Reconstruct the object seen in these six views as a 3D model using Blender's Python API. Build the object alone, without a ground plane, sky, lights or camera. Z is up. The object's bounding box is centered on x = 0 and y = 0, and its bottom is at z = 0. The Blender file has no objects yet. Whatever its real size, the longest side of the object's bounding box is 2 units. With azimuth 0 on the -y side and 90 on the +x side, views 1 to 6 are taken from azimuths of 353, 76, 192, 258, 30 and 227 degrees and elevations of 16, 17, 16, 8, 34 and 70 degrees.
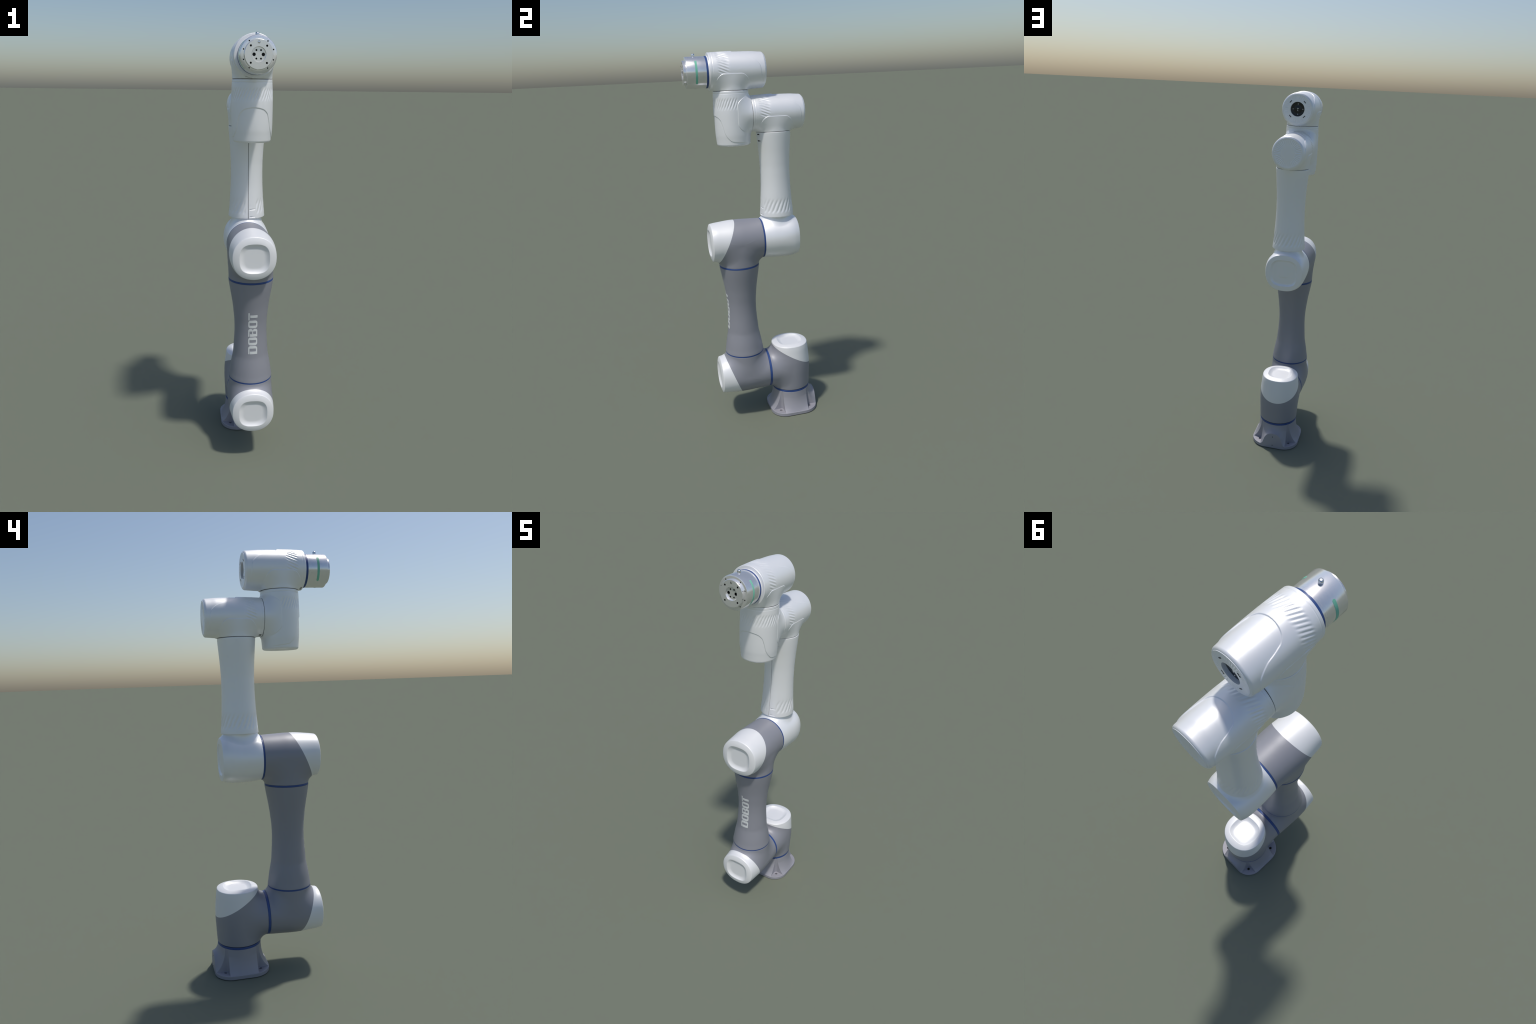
import bpy, bmesh, math
import numpy as np
from mathutils import Vector, Matrix

# ---------------------------------------------------------------- layout (metres)
BASE_Y = 0.175          # vertical axis of base / shoulder
ARM_Y = -0.0885         # axis of the grey upper arm
FORE_Y = 0.1325         # axis of the white forearm
WRIST_Y = -0.0785       # axis of the hanging wrist housing
SHOULDER_Z = 0.2665     # horizontal joint axes
ELBOW_Z = 1.0455
WRIST_Z = 1.6985
HEAD_Z = 1.9085
FLANGE_Z = 1.9068

# ---------------------------------------------------------------- materials
def principled(name, base, rough=0.4, metallic=0.0, coat=0.0, spec=0.5, grain=0.0, grain_scale=45.0, tint=0.0):
    m = bpy.data.materials.new(name)
    m.use_nodes = True
    nt = m.node_tree
    b = nt.nodes["Principled BSDF"]
    b.inputs["Base Color"].default_value = (*base, 1)
    b.inputs["Roughness"].default_value = rough
    b.inputs["Metallic"].default_value = metallic
    b.inputs["Coat Weight"].default_value = coat
    b.inputs["Coat Roughness"].default_value = 0.15
    b.inputs["Specular IOR Level"].default_value = spec
    tc = nt.nodes.new("ShaderNodeTexCoord")
    n = nt.nodes.new("ShaderNodeTexNoise")
    n.inputs["Scale"].default_value = grain_scale
    n.inputs["Detail"].default_value = 3.0
    nt.links.new(tc.outputs["Object"], n.inputs["Vector"])
    # faint unevenness of the finish
    rr = nt.nodes.new("ShaderNodeMapRange")
    rr.inputs["To Min"].default_value = rough - 0.01
    rr.inputs["To Max"].default_value = rough + 0.01
    nt.links.new(n.outputs["Fac"], rr.inputs["Value"])
    nt.links.new(rr.outputs["Result"], b.inputs["Roughness"])
    if tint > 0:
        mx = nt.nodes.new("ShaderNodeMix")
        mx.data_type = 'RGBA'
        mx.inputs["A"].default_value = (*[c * (1 - tint) for c in base], 1)
        mx.inputs["B"].default_value = (*[min(1, c * (1 + tint)) for c in base], 1)
        nt.links.new(n.outputs["Fac"], mx.inputs["Factor"])
        nt.links.new(mx.outputs["Result"], b.inputs["Base Color"])
    if grain > 0:
        bp = nt.nodes.new("ShaderNodeBump")
        bp.inputs["Strength"].default_value = grain
        bp.inputs["Distance"].default_value = 0.0004
        nt.links.new(n.outputs["Fac"], bp.inputs["Height"])
        nt.links.new(bp.outputs["Normal"], b.inputs["Normal"])
    return m

WHITE = principled("white_plastic", (0.90, 0.905, 0.915), 0.42, metallic=0.33)
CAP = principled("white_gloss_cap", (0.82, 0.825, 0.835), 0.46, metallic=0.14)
GREY = principled("grey_paint", (0.285, 0.29, 0.327), 0.48, metallic=0.15)
CAST = principled("grey_cast_base", (0.325, 0.322, 0.36), 0.5, metallic=0.1)
BLUE = principled("blue_seal", (0.025, 0.066, 0.225), 0.45)
DARK = principled("gap_fill_black", (0.012, 0.012, 0.013), 0.6)  # black fill standing in for the shade of holes, slots and gaps
BLACK = principled("black_gloss", (0.012, 0.013, 0.014), 0.25)
METAL = principled("brushed_aluminium", (0.86, 0.86, 0.87), 0.21, metallic=0.78)
STEEL = principled("polished_steel", (0.75, 0.76, 0.78), 0.2, metallic=1.0)
LAMP = principled("green_lens", (0.20, 0.56, 0.41), 0.4)
INK = principled("pale_print", (0.62, 0.64, 0.64), 0.5)

# ---------------------------------------------------------------- object helpers
ROOT = bpy.data.objects.new("robot_arm", None)
ROOT.empty_display_size = 0.2
ROOT.location = (0, BASE_Y, 0)
bpy.context.scene.collection.objects.link(ROOT)
ROOT["label"] = "tall white and grey jointed robot arm with blue seal rings"
ROOT["category"] = "robot arm"

def add(name, mesh, mat, parent=None, normals=None, smooth_angle=None):
    ob = bpy.data.objects.new(name, mesh)
    bpy.context.scene.collection.objects.link(ob)
    p = parent or ROOT
    ob.parent = p
    ob.matrix_parent_inverse = Matrix.Translation(-Vector((0, BASE_Y, 0))) if p is ROOT else Matrix.Identity(4)
    if mat is not None:
        mesh.materials.append(mat)
    mesh.polygons.foreach_set("use_smooth", np.ones(len(mesh.polygons), bool))
    if smooth_angle is not None:
        mesh.set_sharp_from_angle(angle=math.radians(smooth_angle))
    if normals is not None:
        mesh.normals_split_custom_set_from_vertices([tuple(n) for n in normals])
    return ob

def mesh_of(name, V, F):
    me = bpy.data.meshes.new(name)
    me.from_pydata([tuple(v) for v in np.asarray(V, float)], [], [tuple(int(i) for i in f) for f in F])
    me.update()
    return me

def spline(xs, ys):
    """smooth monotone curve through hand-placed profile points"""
    xs = np.asarray(xs, float); ys = np.asarray(ys, float)
    o = np.argsort(xs); xs = xs[o]; ys = ys[o]
    h = np.diff(xs); d = np.diff(ys) / h
    m = np.zeros_like(xs); m[0] = d[0]; m[-1] = d[-1]
    for i in range(1, len(xs) - 1):
        m[i] = 0 if d[i-1] * d[i] <= 0 else 2 * d[i-1] * d[i] / (d[i-1] + d[i])
    tx = np.linspace(xs[0], xs[-1], 1500)
    k = np.clip(np.searchsorted(xs, tx, side='right') - 1, 0, len(xs) - 2)
    t = (tx - xs[k]) / h[k]
    ty = ((2*t**3 - 3*t**2 + 1) * ys[k] + (t**3 - 2*t**2 + t) * h[k] * m[k]
          + (-2*t**3 + 3*t**2) * ys[k+1] + (t**3 - t**2) * h[k] * m[k+1])
    return lambda x: np.interp(x, tx, ty)

def lathe(name, prof, origin, axis, seg=128, mat=None, parent=None, angle=35, cap=True):
    """revolve (radius, height) points about an axis"""
    ax = Vector(axis).normalized()
    u = ax.orthogonal().normalized(); v = ax.cross(u)
    o = np.array(origin); A = np.array(ax); U = np.array(u); W = np.array(v)
    th = np.linspace(0, 2*np.pi, seg, endpoint=False)
    V = []; F = []
    for r, h in prof:
        V.append(o + A*h + r*(np.cos(th)[:, None]*U + np.sin(th)[:, None]*W))
    V = np.concatenate(V)
    n = len(prof)
    for i in range(n - 1):
        for j in range(seg):
            k = (j + 1) % seg
            F.append((i*seg+j, i*seg+k, (i+1)*seg+k, (i+1)*seg+j))
    if cap:
        F.append(tuple(range(seg))[::-1]); F.append(tuple((n-1)*seg + j for j in range(seg)))
    me = mesh_of(name, V, F)
    bm = bmesh.new(); bm.from_mesh(me); bmesh.ops.recalc_face_normals(bm, faces=bm.faces); bm.to_mesh(me); bm.free()
    return add(name, me, mat, parent, smooth_angle=angle)

# ---------------------------------------------------------------- implicit modelling
def rmax(a, b, r):      # intersection with rounded edge
    return np.minimum(-r, np.maximum(a, b)) + np.hypot(np.maximum(r + a, 0), np.maximum(r + b, 0))
def rmin(a, b, r):      # union with fillet
    return np.maximum(r, np.minimum(a, b)) - np.hypot(np.maximum(r - a, 0), np.maximum(r - b, 0))
def fillet(a, b, dot, r):
    """union whose fillet radius vanishes where the two surfaces run parallel"""
    return rmin(a, b, r*np.sqrt(np.clip(1 - dot, 0, 1)) + 1e-5)
def sstep(x, lo, hi):
    t = np.clip((x - lo) / (hi - lo), 0, 1)
    return t*t*(3 - 2*t)
def superr(x, y, n):
    return (np.abs(x)**n + np.abs(y)**n + 1e-18) ** (1.0/n)

def skin(f, lo, hi, h):
    """surface nets on an implicit solid, then slide every vertex onto the surface"""
    lo = np.array(lo, float); hi = np.array(hi, float)
    n = np.ceil((hi - lo) / h).astype(int) + 1
    ax = [lo[i] + h*np.arange(n[i]) for i in range(3)]
    X, Y, Z = np.meshgrid(*ax, indexing='ij')
    G = f(X, Y, Z)
    S = G < 0
    c = [G[i:n[0]-1+i, j:n[1]-1+j, k:n[2]-1+k] for i in (0, 1) for j in (0, 1) for k in (0, 1)]
    s = [S[i:n[0]-1+i, j:n[1]-1+j, k:n[2]-1+k] for i in (0, 1) for j in (0, 1) for k in (0, 1)]
    cnt = sum(q.astype(np.int8) for q in s)
    act = (cnt > 0) & (cnt < 8)
    idx = -np.ones(act.shape, np.int64)
    cells = np.argwhere(act)
    idx[act] = np.arange(len(cells))
    cv = np.stack([q[act] for q in c], 1)
    off = np.array([(i, j, k) for i in (0, 1) for j in (0, 1) for k in (0, 1)], float)
    P = np.zeros((len(cells), 3)); W = np.zeros(len(cells))
    for a in range(8):
        for b in range(a+1, 8):
            if np.abs(off[a] - off[b]).sum() != 1: continue
            m = (cv[:, a] < 0) != (cv[:, b] < 0)
            t = cv[m, a] / (cv[m, a] - cv[m, b])
            P[m] += off[a] + t[:, None]*(off[b] - off[a]); W[m] += 1
    V = lo + h*(cells + P / W[:, None])
    F = []
    for d in range(3):
        e1, e2 = (d+1) % 3, (d+2) % 3
        sl0 = [slice(1, n[i]-1) for i in range(3)]; sl0[d] = slice(0, n[d]-1)
        sl1 = list(sl0); sl1[d] = slice(1, n[d])
        A = S[tuple(sl0)]; B = S[tuple(sl1)]
        for flip, M in ((False, A & ~B), (True, ~A & B)):
            q = np.argwhere(M)
            for i in range(3):
                if i != d: q[:, i] += 1
            def at(o1, o2):
                r = q.copy(); r[:, e1] -= o1; r[:, e2] -= o2
                return idx[r[:, 0], r[:, 1], r[:, 2]]
            f4 = np.stack([at(0, 0), at(1, 0), at(1, 1), at(0, 1)], 1)
            F.append(f4[:, ::-1] if flip else f4)
    F = np.concatenate(F)
    def grad(V, e):
        g = np.zeros_like(V)
        for i in range(3):
            D = np.zeros(3); D[i] = e
            p = V + D; m = V - D
            g[:, i] = (f(p[:, 0], p[:, 1], p[:, 2]) - f(m[:, 0], m[:, 1], m[:, 2])) / (2*e)
        return g
    for _ in range(4):
        g = grad(V, h*0.3)
        val = f(V[:, 0], V[:, 1], V[:, 2])
        st = -(val / np.maximum((g*g).sum(1), 0.2))[:, None]*g
        l = np.linalg.norm(st, axis=1, keepdims=True)
        V = V + st*np.minimum(1, 0.7*h/np.maximum(l, 1e-9))
    def nrm(V):
        g = grad(V, h*0.4)
        return g / np.maximum(np.linalg.norm(g, axis=1, keepdims=True), 1e-9)
    return V, F, nrm

def frame(origin, a, b, c):
    M = np.array([a, b, c], float).T          # local -> world
    o = np.array(origin, float)
    return o, M

def add_solid(name, f, lo, hi, h, fr, mat, parent=None):
    V, F, nrm = skin(f, lo, hi, h)
    N = nrm(V)
    o, M = fr
    flip = np.linalg.det(M) < 0
    me = mesh_of(name, o + V @ M.T, F[:, ::-1] if flip else F)
    return add(name, me, mat, parent, normals=N @ M.T)

def add_split(names, mats, f, lo, hi, h, fr, plane_co, plane_no, parents=(None, None)):
    """one smooth body cut by a plane into two named parts sharing the border and the normals"""
    V, F, nrm = skin(f, lo, hi, h)
    o, M = fr
    bm = bmesh.new()
    me = mesh_of("tmp", V, F); bm.from_mesh(me); bpy.data.meshes.remove(me)
    bmesh.ops.bisect_plane(bm, geom=bm.verts[:] + bm.edges[:] + bm.faces[:], dist=1e-5,
                           plane_co=plane_co, plane_no=plane_no)
    bm.verts.index_update()
    VV = np.array([v.co for v in bm.verts])
    side = {0: [], 1: []}
    pc = Vector(plane_co); pn = Vector(plane_no)
    for fc in bm.faces:
        side[1 if (fc.calc_center_median() - pc).dot(pn) > 0 else 0].append([v.index for v in fc.verts])
    bm.free()
    N = nrm(VV) @ M.T
    WV = o + VV @ M.T
    flip = np.linalg.det(M) < 0
    out = []
    for i in (0, 1):
        used = sorted({k for q in side[i] for k in q})
        mp = {k: j for j, k in enumerate(used)}
        fs = [[mp[k] for k in (q[::-1] if flip else q)] for q in side[i]]
        me = mesh_of(names[i], WV[used], fs)
        out.append(add(names[i], me, mats[i], parents[i], normals=N[used]))
    return out

# ================================================================= BASE
wall_mid = spline([0.0, 0.017, 0.018, 0.025, 0.04, 0.06, 0.08, 0.10, 0.125, 0.14],
                  [0.132, 0.132, 0.1316, 0.1280, 0.1213, 0.1145, 0.1098, 0.1072, 0.1060, 0.1060])
wall_edge = spline([0.0, 0.017, 0.018, 0.0204, 0.0363, 0.062, 0.09, 0.10, 0.125, 0.14],
                   [0.130, 0.129, 0.1280, 0.1250, 0.1105, 0.0968, 0.0874, 0.0850, 0.0825, 0.0812])
def base_field(x, y, z):
    ax_, ay_ = np.abs(x), np.abs(y)
    w, e = wall_mid(z), wall_edge(z)
    half = 0.0695
    # four flared walls standing between the corner pockets
    wy = rmax((ay_ - (w - (w - e)*(x/half)**2))*0.85, ax_ - half, 0.0010)
    wx = rmax((ax_ - (w - (w - e)*(y/half)**2))*0.85, ay_ - half, 0.0010)
    body = rmin(wx, wy, 0.016)
    body = np.maximum(body, z - 0.1335)
    col = np.maximum(np.hypot(x, y) - 0.1045, z - 0.1335)
    body = np.minimum(body, col)
    # connector block on the back with an arched face
    arch = superr(x/0.0565, np.maximum(z, 0)/0.0925, 2.7) - 1.0
    blk = rmax(arch*0.05, y - 0.1336, 0.0015)
    blk = np.maximum(blk, -y)
    k = 0.03
    hh = np.maximum(k - np.abs(body - blk), 0)/k
    body = np.minimum(body, blk) - hh*hh*k*0.25*sstep(y, 0.03, 0.08)
    body = rmax(body, y - 0.1338, 0.001)
    # flange plate
    cx = np.maximum(ax_ - (0.1340 - 0.086), 0); cy = np.maximum(ay_ - (0.1340 - 0.086), 0)
    plate = np.hypot(cx, cy) - 0.086
    body = np.maximum(body, plate)
    plate = rmax(plate, z - 0.018, 0.0015)
    d = np.minimum(body, plate)
    hole = np.hypot(ax_ - 0.085, ay_ - 0.0855) - 0.0072
    d = np.maximum(d, -hole)
    return np.maximum(d, -z)

FB = frame((0, BASE_Y, 0), (1, 0, 0), (0, 1, 0), (0, 0, 1))
base = add_solid("base", base_field, (-0.146, -0.146, -0.006), (0.146, 0.146, 0.142), 0.0016, FB, CAST)
# cover plate on the connector block; dark discs stand in for screw holes
def rounded_plate(name, cx, cz, hw, hh, y0, y1, r, mat, parent):
    bm = bmesh.new()
    pts = []
    for sx, sz, a0 in ((1, 1, 0), (-1, 1, 90), (-1, -1, 180), (1, -1, 270)):
        for k in range(6):
            a = math.radians(a0 + 90*k/5)
            pts.append((cx + sx*(hw - r) + r*math.cos(a), cz + sz*(hh - r) + r*math.sin(a)))
    v0 = [bm.verts.new((p[0], y0, p[1])) for p in pts]; v1 = [bm.verts.new((p[0], y1, p[1])) for p in pts]
    bm.faces.new(v0); bm.faces.new(v1[::-1])
    for i in range(len(pts)):
        j = (i+1) % len(pts); bm.faces.new((v0[i], v0[j], v1[j], v1[i]))
    bmesh.ops.recalc_face_normals(bm, faces=bm.faces)
    me = bpy.data.meshes.new(name); bm.to_mesh(me); bm.free()
    return add(name, me, mat, parent, smooth_angle=35)
rounded_plate("cover_plate", 0, 0.0455, 0.0215, 0.019, BASE_Y + 0.127, BASE_Y + 0.1343, 0.002, CAST, base)
for zz in (0.0730, 0.0183):
    lathe("screw_dark_disc", [(0.0026, 0), (0.0026, 0.007)], (0, BASE_Y + 0.1275, zz), (0, 1, 0), 20, DARK, base)

# ================================================================= SEAL RINGS
def seal(origin, axis, r, w, mat=BLUE, name="seal_ring"):
    return lathe(name, [(r-0.02, -w/2), (r-0.0008, -w/2), (r, -w/2+0.001), (r, w/2-0.001), (r-0.0008, w/2), (r-0.02, w/2)],
                 origin, axis, 160, mat, cap=True)

seal((0, BASE_Y, 0.1392), (0, 0, 1), 0.1058, 0.0114)
seal((0, 0.0383, SHOULDER_Z), (0, 1, 0), 0.1062, 0.0128)
seal((0, ARM_Y, 0.4015), (0, 0, 1), 0.1062, 0.0082)
seal((0, ARM_Y, 0.9122), (0, 0, 1), 0.1066, 0.0092)
seal((0, 0.0380, ELBOW_Z), (0, 1, 0), 0.1066, 0.0084)
# black ring added in the gap under the shoulder, standing in for shadow
lathe("gap_ring", [(0.09, 0), (0.1040, 0), (0.1040, 0.004), (0.09, 0.004)], (0, BASE_Y, 0.1450), (0, 0, 1), 96, DARK)

# ================================================================= GREY JOINT HOUSINGS WITH WHITE CAPS
cap_r = spline([-0.14, -0.1285, -0.10, -0.045, 0.0, 0.035, 0.065, 0.10, 0.122, 0.15, 0.17],
               [0.1058, 0.1064, 0.1080, 0.1103, 0.1120, 0.1117, 0.1098, 0.1060, 0.1035, 0.0990, 0.0955])

def cap_face(x, c, s_top, sq=2.15):
    """end face height above the collar axis: crowned rim and a soft square dish"""
    rn = superr(x, c, sq)
    rs = superr(x, c, 2.9)
    crown = 0.008*np.clip((rn - 0.060)/0.038, 0, 1.4)**2
    t = np.clip((0.0680 - rs)/0.024, 0, 1)
    dish = 0.0108*(1 - (1 - t)**2.0)
    return s_top - crown - dish

def joint_field(s_back, s_top, collar_len, collar_r, blend):
    """s along the barrel (cap at +s), c along the collar"""
    def f(s, x, c):
        n = 2.0 + 0.16*sstep(s, 0.06, 0.145)
        rr = superr(x, c, n)
        barrel = (rr - cap_r(s))*0.99
        barrel = rmax(barrel, -s_back - s, 0.0012)
        barrel = rmax(barrel, (s - cap_face(x, c, s_top))*0.9, 0.0018)
        rc = np.hypot(s, x)
        col = rc - (collar_r + 0.0032*sstep(collar_len - c, 0.0, 0.10))
        col = rmax(col, c - collar_len, 0.0012)
        col = np.maximum(col, -c)
        dot = np.clip(x*x/(np.hypot(x, c)*rc + 1e-9), 0, 1)
        d = rmin(barrel, col, blend*np.sqrt(1 - dot) + 0.070*dot*(1 - dot) + 1e-5)
        return np.maximum(np.maximum(d, c - collar_len), -s_back - s)
    return f

# shoulder: barrel up, collar to -y
fr = frame((0, BASE_Y, SHOULDER_Z), (0, 0, 1), (1, 0, 0), (0, -1, 0))
f = joint_field(SHOULDER_Z - 0.1480, 0.1545, BASE_Y - 0.0447, 0.1062, 0.026)
k = 0.59
add_split(["shoulder_housing", "shoulder_cap"], [GREY, CAP], f, (-0.128, -0.118, -0.12), (0.166, 0.118, 0.138), 0.0017, fr,
          (0.345 - SHOULDER_Z, 0, 0), Vector((1, 0, -k)).normalized())
# lower joint: barrel to -y, collar up
fr = frame((0, ARM_Y, SHOULDER_Z), (0, -1, 0), (1, 0, 0), (0, 0, 1))
f = joint_field(0.0319 - ARM_Y, 0.1535, 0.3974 - SHOULDER_Z, 0.1062, 0.026)
add_split(["shoulder_joint", "joint_cap"], [GREY, CAP], f, (-0.128, -0.118, -0.12), (0.166, 0.118, 0.138), 0.0017, fr,
          (0.1625 + ARM_Y, 0, 0), Vector((1, 0, -0.37)).normalized())
# elbow: barrel to -y, collar down
fr = frame((0, ARM_Y, ELBOW_Z), (0, -1, 0), (1, 0, 0), (0, 0, -1))
f = joint_field(0.0338 - ARM_Y, 0.1535, ELBOW_Z - 0.9170, 0.1066, 0.026)
add_split(["elbow_joint", "joint_cap"], [GREY, CAP], f, (-0.128, -0.118, -0.12), (0.166, 0.118, 0.138), 0.0017, fr,
          (0.158 + ARM_Y, 0, 0), Vector((1, 0, -0.46)).normalized())

# ================================================================= UPPER ARM
arm_r = spline([0.40, 0.4055, 0.43, 0.455, 0.479, 0.503, 0.528, 0.555, 0.580, 0.61, 0.655, 0.69, 0.712, 0.74, 0.773, 0.803, 0.835, 0.862, 0.885, 0.908, 0.915],
               [0.1062, 0.1060, 0.1022, 0.0985, 0.0944, 0.0898, 0.0854, 0.0832, 0.0813, 0.0793, 0.0776, 0.0781, 0.0794, 0.0821, 0.0855, 0.0898, 0.0950, 0.0997, 0.1034, 0.1066, 0.1075])
zz = np.linspace(0.4057, 0.9075, 130)
upper_arm = lathe("upper_arm", [(0.08, 0.4057)] + [(float(arm_r(z)) + 0.0005, float(z)) for z in zz] + [(0.08, 0.9075)],
                  (0, ARM_Y, 0), (0, 0, 1), 160, GREY)

# ---- lettering, wrapped on the arm; s runs up the arm, t is the letter height (towards -x)
LH = 0.0437; THIN = 0.0061; STEM = 0.0127
def arc(cx, cy, r, a0, a1, n=7):
    return [(cx + r*math.cos(math.radians(a0 + (a1-a0)*i/(n-1))), cy + r*math.sin(math.radians(a0 + (a1-a0)*i/(n-1)))) for i in range(n)]
def seg(p, q, n=7):
    return [(p[0] + (q[0]-p[0])*i/(n-1), p[1] + (q[1]-p[1])*i/(n-1)) for i in range(n)]

def letter(strips, s0, lift=0.0006):
    V = []; F = []
    rows = 6
    for si, (outer, inner, closed) in enumerate(strips):
        po, pi_ = list(outer), list(inner)
        if closed: po.append(po[0]); pi_.append(pi_[0])
        outer, inner = [], []
        for i in range(len(po)-1):
            k = max(1, int(math.ceil(max(math.dist(po[i], po[i+1]), math.dist(pi_[i], pi_[i+1]))/0.0025)))
            for j in range(k):
                w = j/k
                outer.append((po[i][0]*(1-w) + po[i+1][0]*w, po[i][1]*(1-w) + po[i+1][1]*w))
                inner.append((pi_[i][0]*(1-w) + pi_[i+1][0]*w, pi_[i][1]*(1-w) + pi_[i+1][1]*w))
        if not closed: outer.append(po[-1]); inner.append(pi_[-1])
        n = len(outer); b = len(V)
        lf = lift + 0.00015*si
        def put(s, t, off):
            x = 0.0242 - t; z = s0 + s
            r = float(arm_r(z)) + 0.0005; x_ = max(-r, min(r, x)); th = math.asin(x_/r)
            V.append(((r+off)*math.sin(th), ARM_Y - (r+off)*math.cos(th), z))
        for i in range(n):
            for j in range(rows+1):
                w = j/rows
                put(outer[i][0]*(1-w) + inner[i][0]*w, outer[i][1]*(1-w) + inner[i][1]*w, lf)
            put(outer[i][0], outer[i][1], -0.0008); put(inner[i][0], inner[i][1], -0.0008)
        st = rows + 3
        for i in range(n if closed else n-1):
            k = (i+1) % n
            a, c = b + i*st, b + k*st
            for j in range(rows):
                F.append((a+j, a+j+1, c+j+1, c+j))
            F.append((a+rows+1, a, c, c+rows+1)); F.append((a+rows, a+rows+2, c+rows+2, c+rows))
        if not closed:
            for e in (b, b + (n-1)*st):
                F.append([e+j for j in range(rows+1)] + [e+rows+2, e+rows+1])
    me = mesh_of("letter", V, F)
    bm = bmesh.new(); bm.from_mesh(me); bmesh.ops.recalc_face_normals(bm, faces=bm.faces); bm.to_mesh(me); bm.free()
    return add("letter", me, INK, upper_arm, smooth_angle=40)

def glyph_o(W):
    r, ri = 0.0115, 0.0025
    x0, x1, y0, y1 = STEM, W-STEM, THIN, LH-THIN
    o = arc(W-r, LH-r, r, 90, 0) + arc(W-r, r, r, 0, -90) + arc(r, r, r, 270, 180) + arc(r, LH-r, r, 180, 90)
    i = arc(x1-ri, y1-ri, ri, 90, 0) + arc(x1-ri, y0+ri, ri, 0, -90) + arc(x0+ri, y0+ri, ri, 270, 180) + arc(x0+ri, y1-ri, ri, 180, 90)
    return [(o, i, True)]
def glyph_d(W):
    r, ri = 0.0115, 0.0025
    x0, x1, y0, y1 = STEM, W-STEM, THIN, LH-THIN
    o = seg((0, LH), (W-r-0.001, LH), 4) + arc(W-r, LH-r, r, 90, 0) + arc(W-r, r, r, 0, -90) + [(0, 0)] + [(0, LH-THIN-0.0022)]
    i = seg((0, y1), (x1-ri-0.001, y1), 4) + arc(x1-ri, y1-ri, ri, 90, 0) + arc(x1-ri, y0+ri, ri, 0, -90) + [(x0, y0)] + [(x0, LH-THIN-0.0022)]
    return [(o, i, False)]
def glyph_b(W):
    r, ri = 0.0100, 0.0022
    x0, x1, y0, y1 = STEM, W-STEM, THIN, LH-THIN
    m0, m1 = 0.0192, 0.0246
    mm = 0.0219
    o = seg((0, LH), (W-r-0.001, LH), 4) + arc(W-r, LH-r, r, 90, 0) + arc(W-r, mm+r*0.98, r, 0, -80) + [(x0, m0)]
    i = seg((0, y1), (x1-ri-0.001, y1), 4) + arc(x1-ri, y1-ri, ri, 90, 0) + arc(x1-ri, m1+ri, ri, 0, -90) + [(x0, m1)]
    o2 = arc(W-r, mm-r*0.98, r, 80, 0) + arc(W-r, r, r, 0, -90) + [(0, 0)] + [(0, LH-THIN-0.0022)]
    i2 = arc(x1-ri, m0-ri, ri, 90, 0) + arc(x1-ri, y0+ri, ri, 0, -90) + [(x0, y0)] + [(x0, LH-THIN-0.0022)]
    return [(o, i, False), (o2, i2, False)]
def glyph_t(W):
    a = (seg((0, LH), (W, LH), 6), seg((0, LH-THIN), (W, LH-THIN), 6), False)
    b = (seg((0.0128, 0), (0.0128, 0.0350), 8), seg((0.0258, 0), (0.0258, 0.0350), 8), False)
    return [a, b]
letter(glyph_d(0.0408), 0.5495)
letter(glyph_o(0.0396), 0.5940)
letter(glyph_b(0.0397), 0.6380)
letter(glyph_o(0.0396), 0.6818)
letter(glyph_t(0.0378), 0.7230)

# ================================================================= ELBOW SHELL (white, carries the forearm)
shell_r = spline([-0.105, -0.0925, -0.07, -0.03, 0.015, 0.045, 0.068, 0.085, 0.10, 0.13],
                 [0.1060, 0.1068, 0.1092, 0.1124, 0.1137, 0.1126, 0.1099, 0.1056, 0.1006, 0.0950])
def shell_field(s, x, c):
    n = 2.0 + 0.34*sstep(s, 0.0, 0.095)
    barrel = (superr(x, c, n) - shell_r(s))*0.98
    barrel = rmax(barrel, (FORE_Y - 0.0423)*-1 - s, 0.0012)
    face = 0.1000 - 0.002*np.clip((superr(x, c, n) - 0.066)/0.034, 0, 1.4)**2
    rs = superr(x, c, 3.2)
    t = np.clip((0.0735 - rs)/0.012, 0, 1)
    face = face - 0.0070*(1 - (1 - t)**2.0)
    barrel = rmax(barrel, (s - face)*0.9, 0.0012)
    neck = np.hypot(s, x) - 0.0745
    neck = rmax(neck, c - (1.1660 - ELBOW_Z), 0.001)
    neck = np.maximum(neck, -c)
    return fillet(barrel, neck, x*x/(np.hypot(x, c)*np.hypot(s, x) + 1e-9), 0.032)
fr = frame((0, FORE_Y, ELBOW_Z), (0, 1, 0), (1, 0, 0), (0, 0, 1))
add_solid("elbow_shell", shell_field, (-0.10, -0.122, -0.122), (0.124, 0.122, 0.128), 0.0017, fr, WHITE)

# ================================================================= FOREARM
fore_r = spline([1.160, 1.169, 1.19, 1.218, 1.25, 1.29, 1.33, 1.38, 1.42, 1.465, 1.50, 1.53, 1.565, 1.60, 1.61],
                [0.0886, 0.0884, 0.0868, 0.0843, 0.0820, 0.0795, 0.0775, 0.0764, 0.0764, 0.0780, 0.0799, 0.0822, 0.0850, 0.0874, 0.0877])
FZ0, FZ1 = 1.1667, 1.6066
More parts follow.
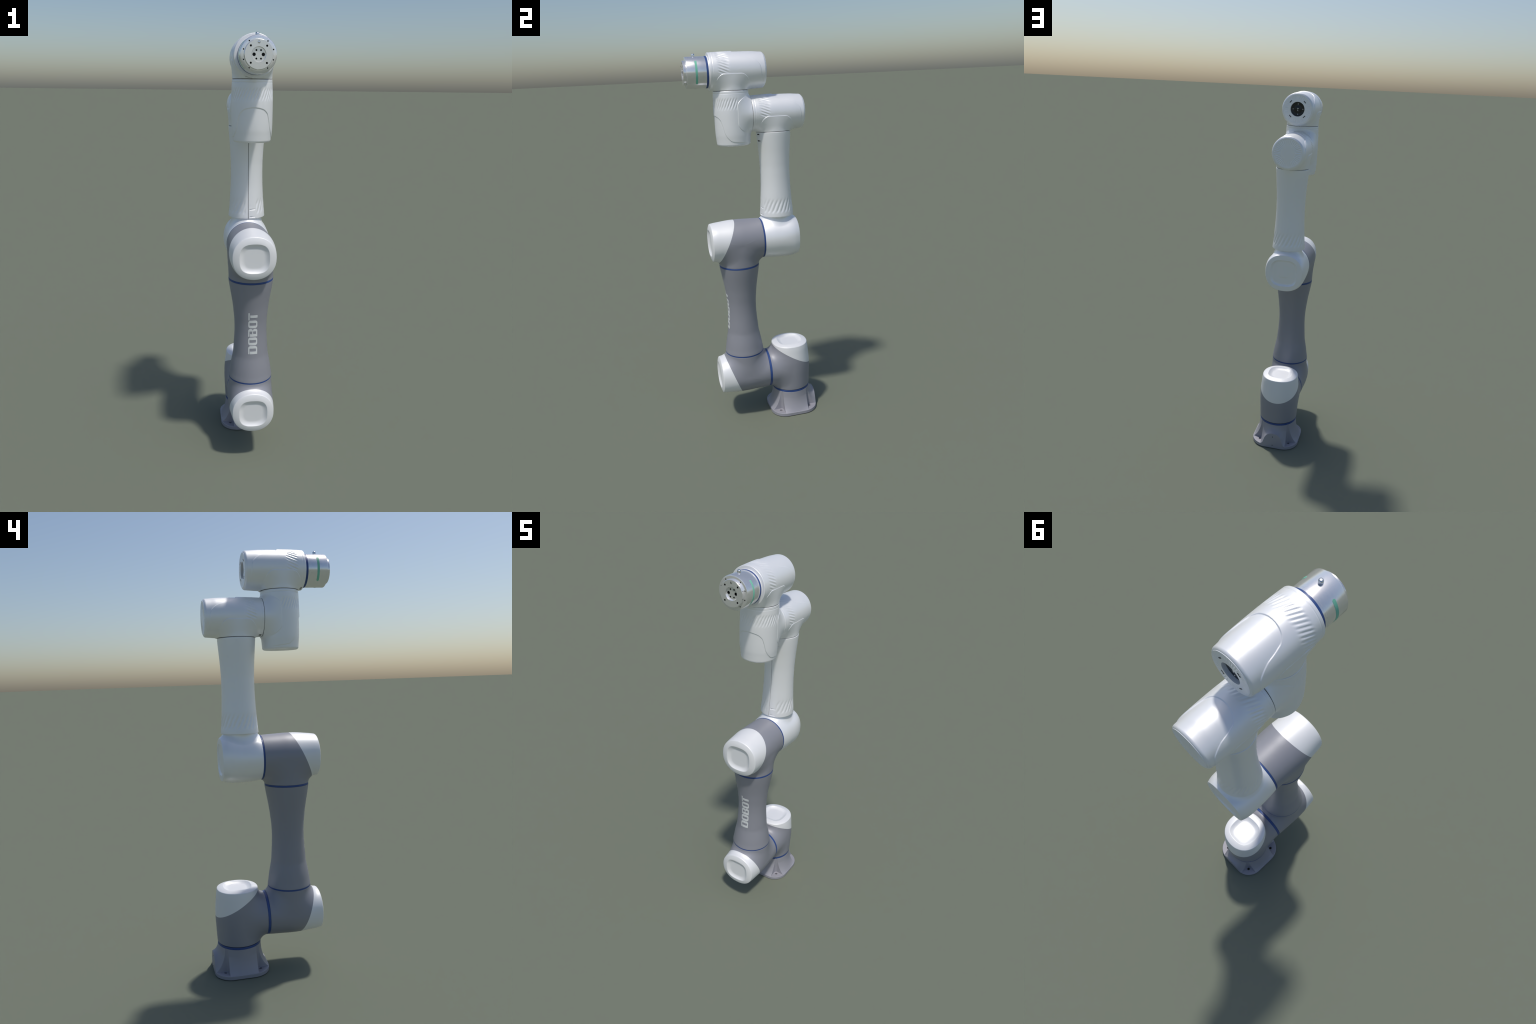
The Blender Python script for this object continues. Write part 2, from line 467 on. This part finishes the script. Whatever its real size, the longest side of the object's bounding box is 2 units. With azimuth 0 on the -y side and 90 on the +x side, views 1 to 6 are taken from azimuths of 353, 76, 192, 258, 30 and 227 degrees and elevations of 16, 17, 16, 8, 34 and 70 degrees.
# angle 0 faces -y (where the seam is), positive towards +x
th = np.concatenate([np.linspace(-math.pi, math.pi, 361)[:-1], np.radians(np.linspace(-2.2, 2.2, 23)), np.radians(np.linspace(3, 32, 59))])
th = np.unique(np.round(th, 5))
zr = np.unique(np.round(np.concatenate([np.linspace(FZ0, FZ1, 200), np.linspace(1.17, 1.27, 80)] +
               [np.linspace(z-0.006, z+0.006, 17) for z in (1.2125, 1.1770, 1.5945, 1.5615)]), 5))
T, Zg = np.meshgrid(th, zr)
R = fore_r(Zg) + 0.0009
e0 = np.clip(np.minimum(Zg - FZ0, FZ1 - Zg)/0.003, 0, 1)
R = R - 0.003*(1 - np.sqrt(1 - (1-e0)**2))
fl = np.degrees(T) - 290*(Zg - 1.21)
fl = (0.5 - 0.5*np.cos(2*np.pi*fl/15.0))**1.3
win = sstep(Zg, 1.185, 1.205)*(1 - sstep(Zg, 1.235, 1.272))
win = win*(1 - (np.abs(np.degrees(T) - 8) < 21)*np.clip(1 - np.maximum(np.abs(np.degrees(T) - 8) - 17, 0)/4, 0, 1))
R = R - 0.0022*fl*win
R = R - 0.006*(1 - sstep(np.abs(T)*0.08, 0.0006, 0.0013))          # seam between the two half shells
xs = R*np.sin(T)
for z in (1.2125, 1.1770, 1.5945, 1.5615):                          # clip slots beside the seam
    band = 1 - sstep(np.abs(Zg - z), 0.0016, 0.0034)
    ramp = np.clip(1 - (xs - 0.008)/0.030, 0, 1)*sstep(xs, 0.006, 0.0085)*(np.cos(T) > 0)
    deep = 0.005 if z < 1.4 else 0.012
    R = R - deep*band*ramp
V = np.stack([R*np.sin(T), FORE_Y - R*np.cos(T), Zg], -1).reshape(-1, 3)
nt_, nz_ = len(th), len(zr)
F = []
for i in range(nz_-1):
    for j in range(nt_):
        k = (j+1) % nt_
        F.append((i*nt_+j, i*nt_+k, (i+1)*nt_+k, (i+1)*nt_+j))
F.append(tuple(range(nt_))[::-1]); F.append(tuple((nz_-1)*nt_ + j for j in range(nt_)))
forearm = add("forearm", mesh_of("forearm", V, F), WHITE, smooth_angle=50)
# dark strip added in the seam groove to stand in for its shade
pv = []; pf = []
zs = np.linspace(FZ0 + 0.001, FZ1 - 0.001, 80)
for z in zs:
    r = float(fore_r(z))
    for x, d in ((-0.0008, 0.0025), (0.0008, 0.0025), (0.0008, 0.007), (-0.0008, 0.007)):
        pv.append((x, FORE_Y - (r - d), z))
for i in range(len(zs)-1):
    for j in range(4):
        k = (j+1) % 4
        pf.append((i*4+j, i*4+k, (i+1)*4+k, (i+1)*4+j))
pf += [(0, 1, 2, 3), tuple(len(pv)-4+j for j in range(4))]
add("seam_dark_strip", mesh_of("seam_dark_strip", pv, pf), DARK, forearm, smooth_angle=30)
for z in (1.5945, 1.5615):
    r = float(fore_r(z)); a = math.radians(8)
    lathe("clip_dark_disc", [(0.0026, 0), (0.0026, 0.006)], (r*math.sin(a)*0.94+0.004, FORE_Y - r*math.cos(a) + 0.0045, z), (0, -1, 0), 16, DARK, forearm)  # solid dark disc put in place of an open clip hole

# ================================================================= WRIST HOUSINGS
panel_deg = [0, 8, 14, 22, 30, 36, 42, 46, 49, 54, 58, 62, 66, 70, 76, 84, 92, 110, 130, 180]
panel_a = [0, -0.0008, -0.0022, -0.0052, -0.0100, -0.0170, -0.0270, -0.0430, -0.0570, -0.0850, -0.0975, -0.1070, -0.1140, -0.1200, -0.1255, -0.1285, -0.1300, -0.1330, -0.1350, -0.1370]
panel_edge = spline(panel_deg, panel_a)
def wrist_field(front, back, collar, shift, face_hole=0.0, notch=True):
    rad = spline([-back-0.02, -back, -back+0.03, -back*0.62, -back*0.33, 0.0, 0.04, 0.08, 0.12, 0.14],
                 [0.0850, 0.0862, 0.0884, 0.0905, 0.0915, 0.0918, 0.0912, 0.0900, 0.0880, 0.0868])
    def f(a, b, c):
        rho = np.hypot(b, c)
        phi = np.degrees(np.arctan2(b, -c)); ap = np.abs(phi)
        r = rad(a)
        aa = a - shift
        # recessed back panel with arched outline
        pe = panel_edge(ap)
        sl = (panel_edge(ap + 1.0) - panel_edge(ap - 1.0))/(2*math.radians(1.0)*0.09)
        dist = (pe - aa)/np.sqrt(1 + sl*sl)
        rec = sstep(dist, -0.0005, 0.0030)*(1 - 0.35*sstep(ap, 60, 115))*(1 - sstep(ap, 110, 140))
        r = r - 0.0027*rec
        # raised skirt above the collar
        q = np.abs(a)
        cb = 0.0132 + 0.030*np.clip((q - 0.040)/0.040, 0, 3)**2.3
        skirt = sstep(c - cb, -0.0004, 0.0018)*(1 - sstep(q, 0.070, 0.092))
        r = r + 0.0017*skirt
        # slanted cooling flutes
        ph = phi + 262*(aa - 0.05)
        fl = (0.5 - 0.5*np.cos(2*np.pi*(ph - 4.0)/9.0))**1.15
        win = sstep(aa, 0.020, 0.045)*(1 - sstep(aa, 0.066, 0.086))*(1 - sstep(ap, 95, 102))*(1 - skirt)
        r = r - 0.0017*fl*win
        # fine ring grooves by the front rim
        g1 = front - 0.0125
        r = r - 0.0006*np.exp(-((a - g1)/0.0013)**2)
        barrel = rho - r
        barrel = rmax(barrel, a - front, 0.002)
        barrel = rmax(barrel, -back - a, 0.010)
        # collar towards the next joint, softly blended into the barrel
        rc = np.hypot(a, b)
        col = rc - (0.0876 + 0.0034*sstep(collar - c, 0.0, 0.075))
        col = rmax(col, c - collar, 0.0010)
        col = np.maximum(col, -c)
        dot = np.clip(b*b/(rho*rc + 1e-9), 0, 1)
        d = rmin(barrel, col, 0.012*np.sqrt(1 - dot) + 0.080*dot*(1 - dot) + 1e-5)
        d = np.maximum(d, -np.maximum(collar - c, rc - 0.0925))      # keep the swivel gap open
        if face_hole > 0:
            d = np.maximum(d, -np.maximum(rho - face_hole, a + back - 0.013))
        if notch:
            box = np.maximum(np.maximum(np.abs(b + 0.024) - 0.014, np.abs(a - (front - 0.0125)) - 0.0056), 0.074 - c)
            d = np.maximum(d, -box)
        return d
    return f

HS = 0.0016
fr_w1 = frame((0, FORE_Y, WRIST_Z), (0, -1, 0), (1, 0, 0), (0, 0, -1))
w1 = add_solid("wrist_housing", wrist_field(FORE_Y - 0.0131, 0.1500, WRIST_Z - 1.6082, 0.0045),
               (-0.16, -0.098, -0.098), (0.128, 0.098, 0.096), HS, fr_w1, WHITE)
fr_w2 = frame((0, WRIST_Y, WRIST_Z), (0, 0, 1), (-1, 0, 0), (0, 1, 0))
w2 = add_solid("wrist_housing", wrist_field(1.8157 - WRIST_Z, 0.1500, 0.0116 - WRIST_Y, 0.0015, notch=False),
               (-0.158, -0.098, -0.098), (0.126, 0.098, 0.096), HS, fr_w2, WHITE)
fr_h = frame((0, WRIST_Y, HEAD_Z), (0, -1, 0), (1, 0, 0), (0, 0, -1))
head = add_solid("wrist_housing", wrist_field(0.1070, 0.1697, HEAD_Z - 1.8177, -0.0105, face_hole=0.0375),
                 (-0.19, -0.098, -0.098), (0.114, 0.098, 0.096), HS, fr_h, WHITE)
# dark rings added inside the swivel gaps to blacken them
for o, ax in (((0, FORE_Y, 1.6074), (0, 0, 1)), ((0, 0.0123, WRIST_Z), (0, 1, 0)), ((0, WRIST_Y, 1.8167), (0, 0, 1))):
    lathe("gap_ring", [(0.06, -0.003), (0.0858, -0.003), (0.0858, 0.003), (0.06, 0.003)], o, ax, 96, DARK)
# dark blocks added inside the cable notches so they look shaded
def box_part(name, c, h, mat, parent):
    bm = bmesh.new(); bmesh.ops.create_cube(bm, size=2.0)
    for v in bm.verts: v.co = Vector((v.co.x*h[0] + c[0], v.co.y*h[1] + c[1], v.co.z*h[2] + c[2]))
    me = bpy.data.meshes.new(name); bm.to_mesh(me); bm.free()
    return add(name, me, mat, parent, smooth_angle=30)
box_part("notch_dark_block", (-0.024, 0.0134 + 0.0125, WRIST_Z - 0.0765), (0.0141, 0.0057, 0.003), DARK, w1)
box_part("notch_dark_block", (-0.024, WRIST_Y - (0.1070 - 0.0125), HEAD_Z - 0.0765), (0.0141, 0.0057, 0.003), DARK, head)

# ---- ribbed end caps
def ribbed_cap(name, origin, r_out, r_in, rib0, rib1, parent, slots=0):
    nth = 720
    t = np.linspace(0, 2*np.pi, nth, endpoint=False)
    rs = [r_out] + list(np.linspace(r_out - 0.0008, rib1 + 0.003, 4)) + list(np.linspace(rib1 + 0.0015, rib0 - 0.0015, 26))
    if r_in > 0:
        rs += [r_in + 0.001, r_in, r_in]
    else:
        rs += [rib0*0.6, rib0*0.3, 0.002]
    V = []
    for i, r in enumerate(rs):
        rib = 0.5 - 0.5*np.cos(t*40)
        w = float(sstep(np.array(r), rib0, rib0 + 0.010)*(1 - sstep(np.array(r), rib1 - 0.004, rib1)))
        y = 0.0016 - 0.0009*rib*w
        if i == 0: y = np.full(nth, -0.002)
        elif i == 1: y = y - 0.0006
        if r_in > 0 and i == len(rs) - 1: y = np.full(nth, -0.006)
        V.append(np.stack([origin[0] + r*np.cos(t), origin[1] + y, origin[2] + r*np.sin(t)], 1))
    V = np.concatenate(V); F = []
    for i in range(len(rs)-1):
        for j in range(nth):
            k = (j+1) % nth
            F.append((i*nth+j, (i+1)*nth+j, (i+1)*nth+k, i*nth+k))
    if r_in == 0:
        F.append(tuple((len(rs)-1)*nth + j for j in range(nth))[::-1])
    me = mesh_of(name, V, F)
    bm = bmesh.new(); bm.from_mesh(me); bmesh.ops.recalc_face_normals(bm, faces=bm.faces); bm.to_mesh(me); bm.free()
    if r_in > 0 or True:
        n = np.array([p.normal.y for p in me.polygons[nth*6:nth*7]]).mean()
        if n < 0: me.flip_normals()
    return add(name, me, WHITE, parent, smooth_angle=40)
W1_BACK = FORE_Y + 0.1500
HEAD_BACK = WRIST_Y + 0.1697
ribbed_cap("end_cap", (0, W1_BACK, WRIST_Z), 0.0775, 0.0, 0.034, 0.071, w1)
hc = ribbed_cap("end_cap", (0, HEAD_BACK, HEAD_Z), 0.0775, 0.0375, 0.047, 0.071, head)
for i in range(4):
    a = math.radians(45 + 90*i)
    c = Vector((0.0525*math.cos(a), 0, 0.0525*math.sin(a)))
    b = box_part("slot_dark_bar", (0, 0, 0), (0.0075, 0.0015, 0.0019), DARK, hc)  # dark bar set on the cap instead of a cut slot
    b.data.transform(Matrix.Translation(Vector((0, HEAD_BACK + 0.0006, HEAD_Z)) + c) @ Matrix.Rotation(-a + math.pi/2, 4, 'Y'))
# black connector plate inside the head
plate = lathe("connector_plate", [(0.0377, -0.006), (0.0377, 0.0), (0.033, 0.0008), (0.030, 0.0), (0.0285, -0.0006), (0.014, -0.0004), (0.011, 0.0012), (0.0005, 0.0016)],
              (0, HEAD_BACK - 0.0118, HEAD_Z), (0, 1, 0), 96, BLACK, head)
for i in range(4):
    a = math.radians(90*i)
    lathe("screw", [(0.0024, 0), (0.0024, 0.0012), (0.0014, 0.002)], (0.026*math.cos(a), HEAD_BACK - 0.0123, HEAD_Z + 0.026*math.sin(a)), (0, 1, 0), 16, STEEL, plate)
lathe("screw", [(0.0042, 0), (0.0042, 0.001), (0.003, 0.0026)], (0, HEAD_BACK - 0.0104, HEAD_Z + 0.003), (0, 1, 0), 20, STEEL, plate)
lathe("screw", [(0.0026, 0), (0.0026, 0.001), (0.0018, 0.0018)], (0.001, HEAD_BACK - 0.0104, HEAD_Z - 0.006), (0, 1, 0), 20, STEEL, plate)

# ================================================================= TOOL FLANGE
def flange_mesh():
    FR = 0.0743
    prof = [(0.060, -0.180), (FR, -0.180), (FR, -0.2090), (FR-0.0005, -0.2093), (FR-0.0005, -0.2099), (FR, -0.2102),
            (FR, -0.2915), (FR-0.0015, -0.2945), (FR-0.004, -0.2955), (0.0590, -0.2955), (0.0573, -0.2965), (0.0573, -0.3078),
            (0.0562, -0.3090), (0.0295, -0.3090), (0.0285, -0.3080), (0.0285, -0.3012), (0.002, -0.3012)]
    return lathe("tool_flange", [(r, h) for r, h in prof], (0, 0, FLANGE_Z), (0, 1, 0), 160, None, angle=30)
flange = flange_mesh()
flange.data.materials.append(METAL); flange.data.materials.append(DARK)
holes = []
for i in range(10):
    d = 18 + 36*i
    if d in (90, 270): continue
    holes.append((0.0628*math.cos(math.radians(d)), 0.0628*math.sin(math.radians(d)), 0.0029, -0.2955))
for i in range(4):
    a = math.radians(45 + 90*i); holes.append((0.0455*math.cos(a), 0.0455*math.sin(a), 0.0042, -0.3090))
holes.append((0, 0.0455, 0.0052, -0.3090))
holes += [(0.0184, 0, 0.0068, -0.3012), (-0.0184, 0, 0.0068, -0.3012)]
holes += [(sx*0.0092, sz*0.0160, 0.0037, -0.3012) for sx in (1, -1) for sz in (1, -1)]
bm = bmesh.new()
for x, z, r, y in holes:
    M = Matrix.Translation((x, y + 0.003, FLANGE_Z + z)) @ Matrix.Rotation(math.pi/2, 4, 'X')
    bmesh.ops.create_cone(bm, cap_ends=True, segments=24, radius1=r, radius2=r, depth=0.010, matrix=M)
for fc in bm.faces: fc.material_index = 1
cme = bpy.data.meshes.new("cutter"); bm.to_mesh(cme); bm.free()
cme.materials.append(METAL); cme.materials.append(DARK)
cut = bpy.data.objects.new("cutter", cme); bpy.context.scene.collection.objects.link(cut)
md = flange.modifiers.new("holes", 'BOOLEAN'); md.operation = 'DIFFERENCE'; md.object = cut; md.solver = 'EXACT'
try: md.material_mode = 'INDEX'
except Exception: pass
dg = bpy.context.evaluated_depsgraph_get()
nm = bpy.data.meshes.new_from_object(flange.evaluated_get(dg))
flange.modifiers.clear(); flange.data = nm; nm.name = "tool_flange"
nm.polygons.foreach_set("use_smooth", np.ones(len(nm.polygons), bool)); nm.set_sharp_from_angle(angle=math.radians(30))
bpy.data.objects.remove(cut)
lathe("screw", [(0.0049, 0), (0.0049, 0.0016), (0.0025, 0.0022)], (0, -0.3060, FLANGE_Z + 0.0455), (0, -1, 0), 20, STEEL, flange)

seal((0, -0.1958, FLANGE_Z), (0, 1, 0), 0.0752, 0.0100)
lathe("gap_ring", [(0.06, 0), (0.0750, 0), (0.0750, 0.004), (0.06, 0.004)], (0, -0.1905, FLANGE_Z), (0, 1, 0), 96, WHITE)  # white spacer ring added between the blue seal and the head
# connector stud on top and small screw below
lathe("connector_stud", [(0.0070, -0.003), (0.0070, 0.0015), (0.0083, 0.0020), (0.0083, 0.0080), (0.0078, 0.0105), (0.0064, 0.0126), (0.0042, 0.0135), (0.001, 0.0137)],
      (0, -0.252, FLANGE_Z + 0.0738), (0, 0, 1), 40, STEEL, flange)
lathe("screw", [(0.005, -0.002), (0.005, 0.001), (0.003, 0.0018)], (0, -0.252, FLANGE_Z - 0.0740), (0, 0, -1), 24, STEEL, flange)
# status lights: curved green lenses set into both sides
def lens(side):
    hw, half = 0.0053, math.radians(46)
    V = []; F = []
    na, nb = 61, 7
    R = 0.0749
    arcl = half*R
    for i in range(na):
        s = -arcl + 2*arcl*i/(na-1)
        e = arcl - abs(s)
        w = hw if e > hw else math.sqrt(max(0.0, hw*hw - (hw-e)**2)) + 1e-5
        a = s/R
        for j in range(nb):
            y = -0.2490 + w*(-1 + 2*j/(nb-1))
            V.append((side*R*math.cos(a), y, FLANGE_Z + R*math.sin(a)))
        for j in (0, nb-1):
            y = -0.2490 + w*(-1 + 2*j/(nb-1))
            V.append((side*(R-0.003)*math.cos(a), y, FLANGE_Z + (R-0.003)*math.sin(a)))
    st = nb + 2
    for i in range(na-1):
        a, c = i*st, (i+1)*st
        for j in range(nb-1): F.append((a+j, a+j+1, c+j+1, c+j))
        F.append((a+nb, a, c, c+nb)); F.append((a+nb-1, a+nb+1, c+nb+1, c+nb-1))
    me = mesh_of("status_light", V, F)
    bm = bmesh.new(); bm.from_mesh(me); bmesh.ops.recalc_face_normals(bm, faces=bm.faces); bm.to_mesh(me); bm.free()
    n = np.array([p.normal.x*side for p in me.polygons]).mean()
    if n < 0: me.flip_normals()
    return add("status_light", me, LAMP, flange, smooth_angle=40)
lens(1); lens(-1)
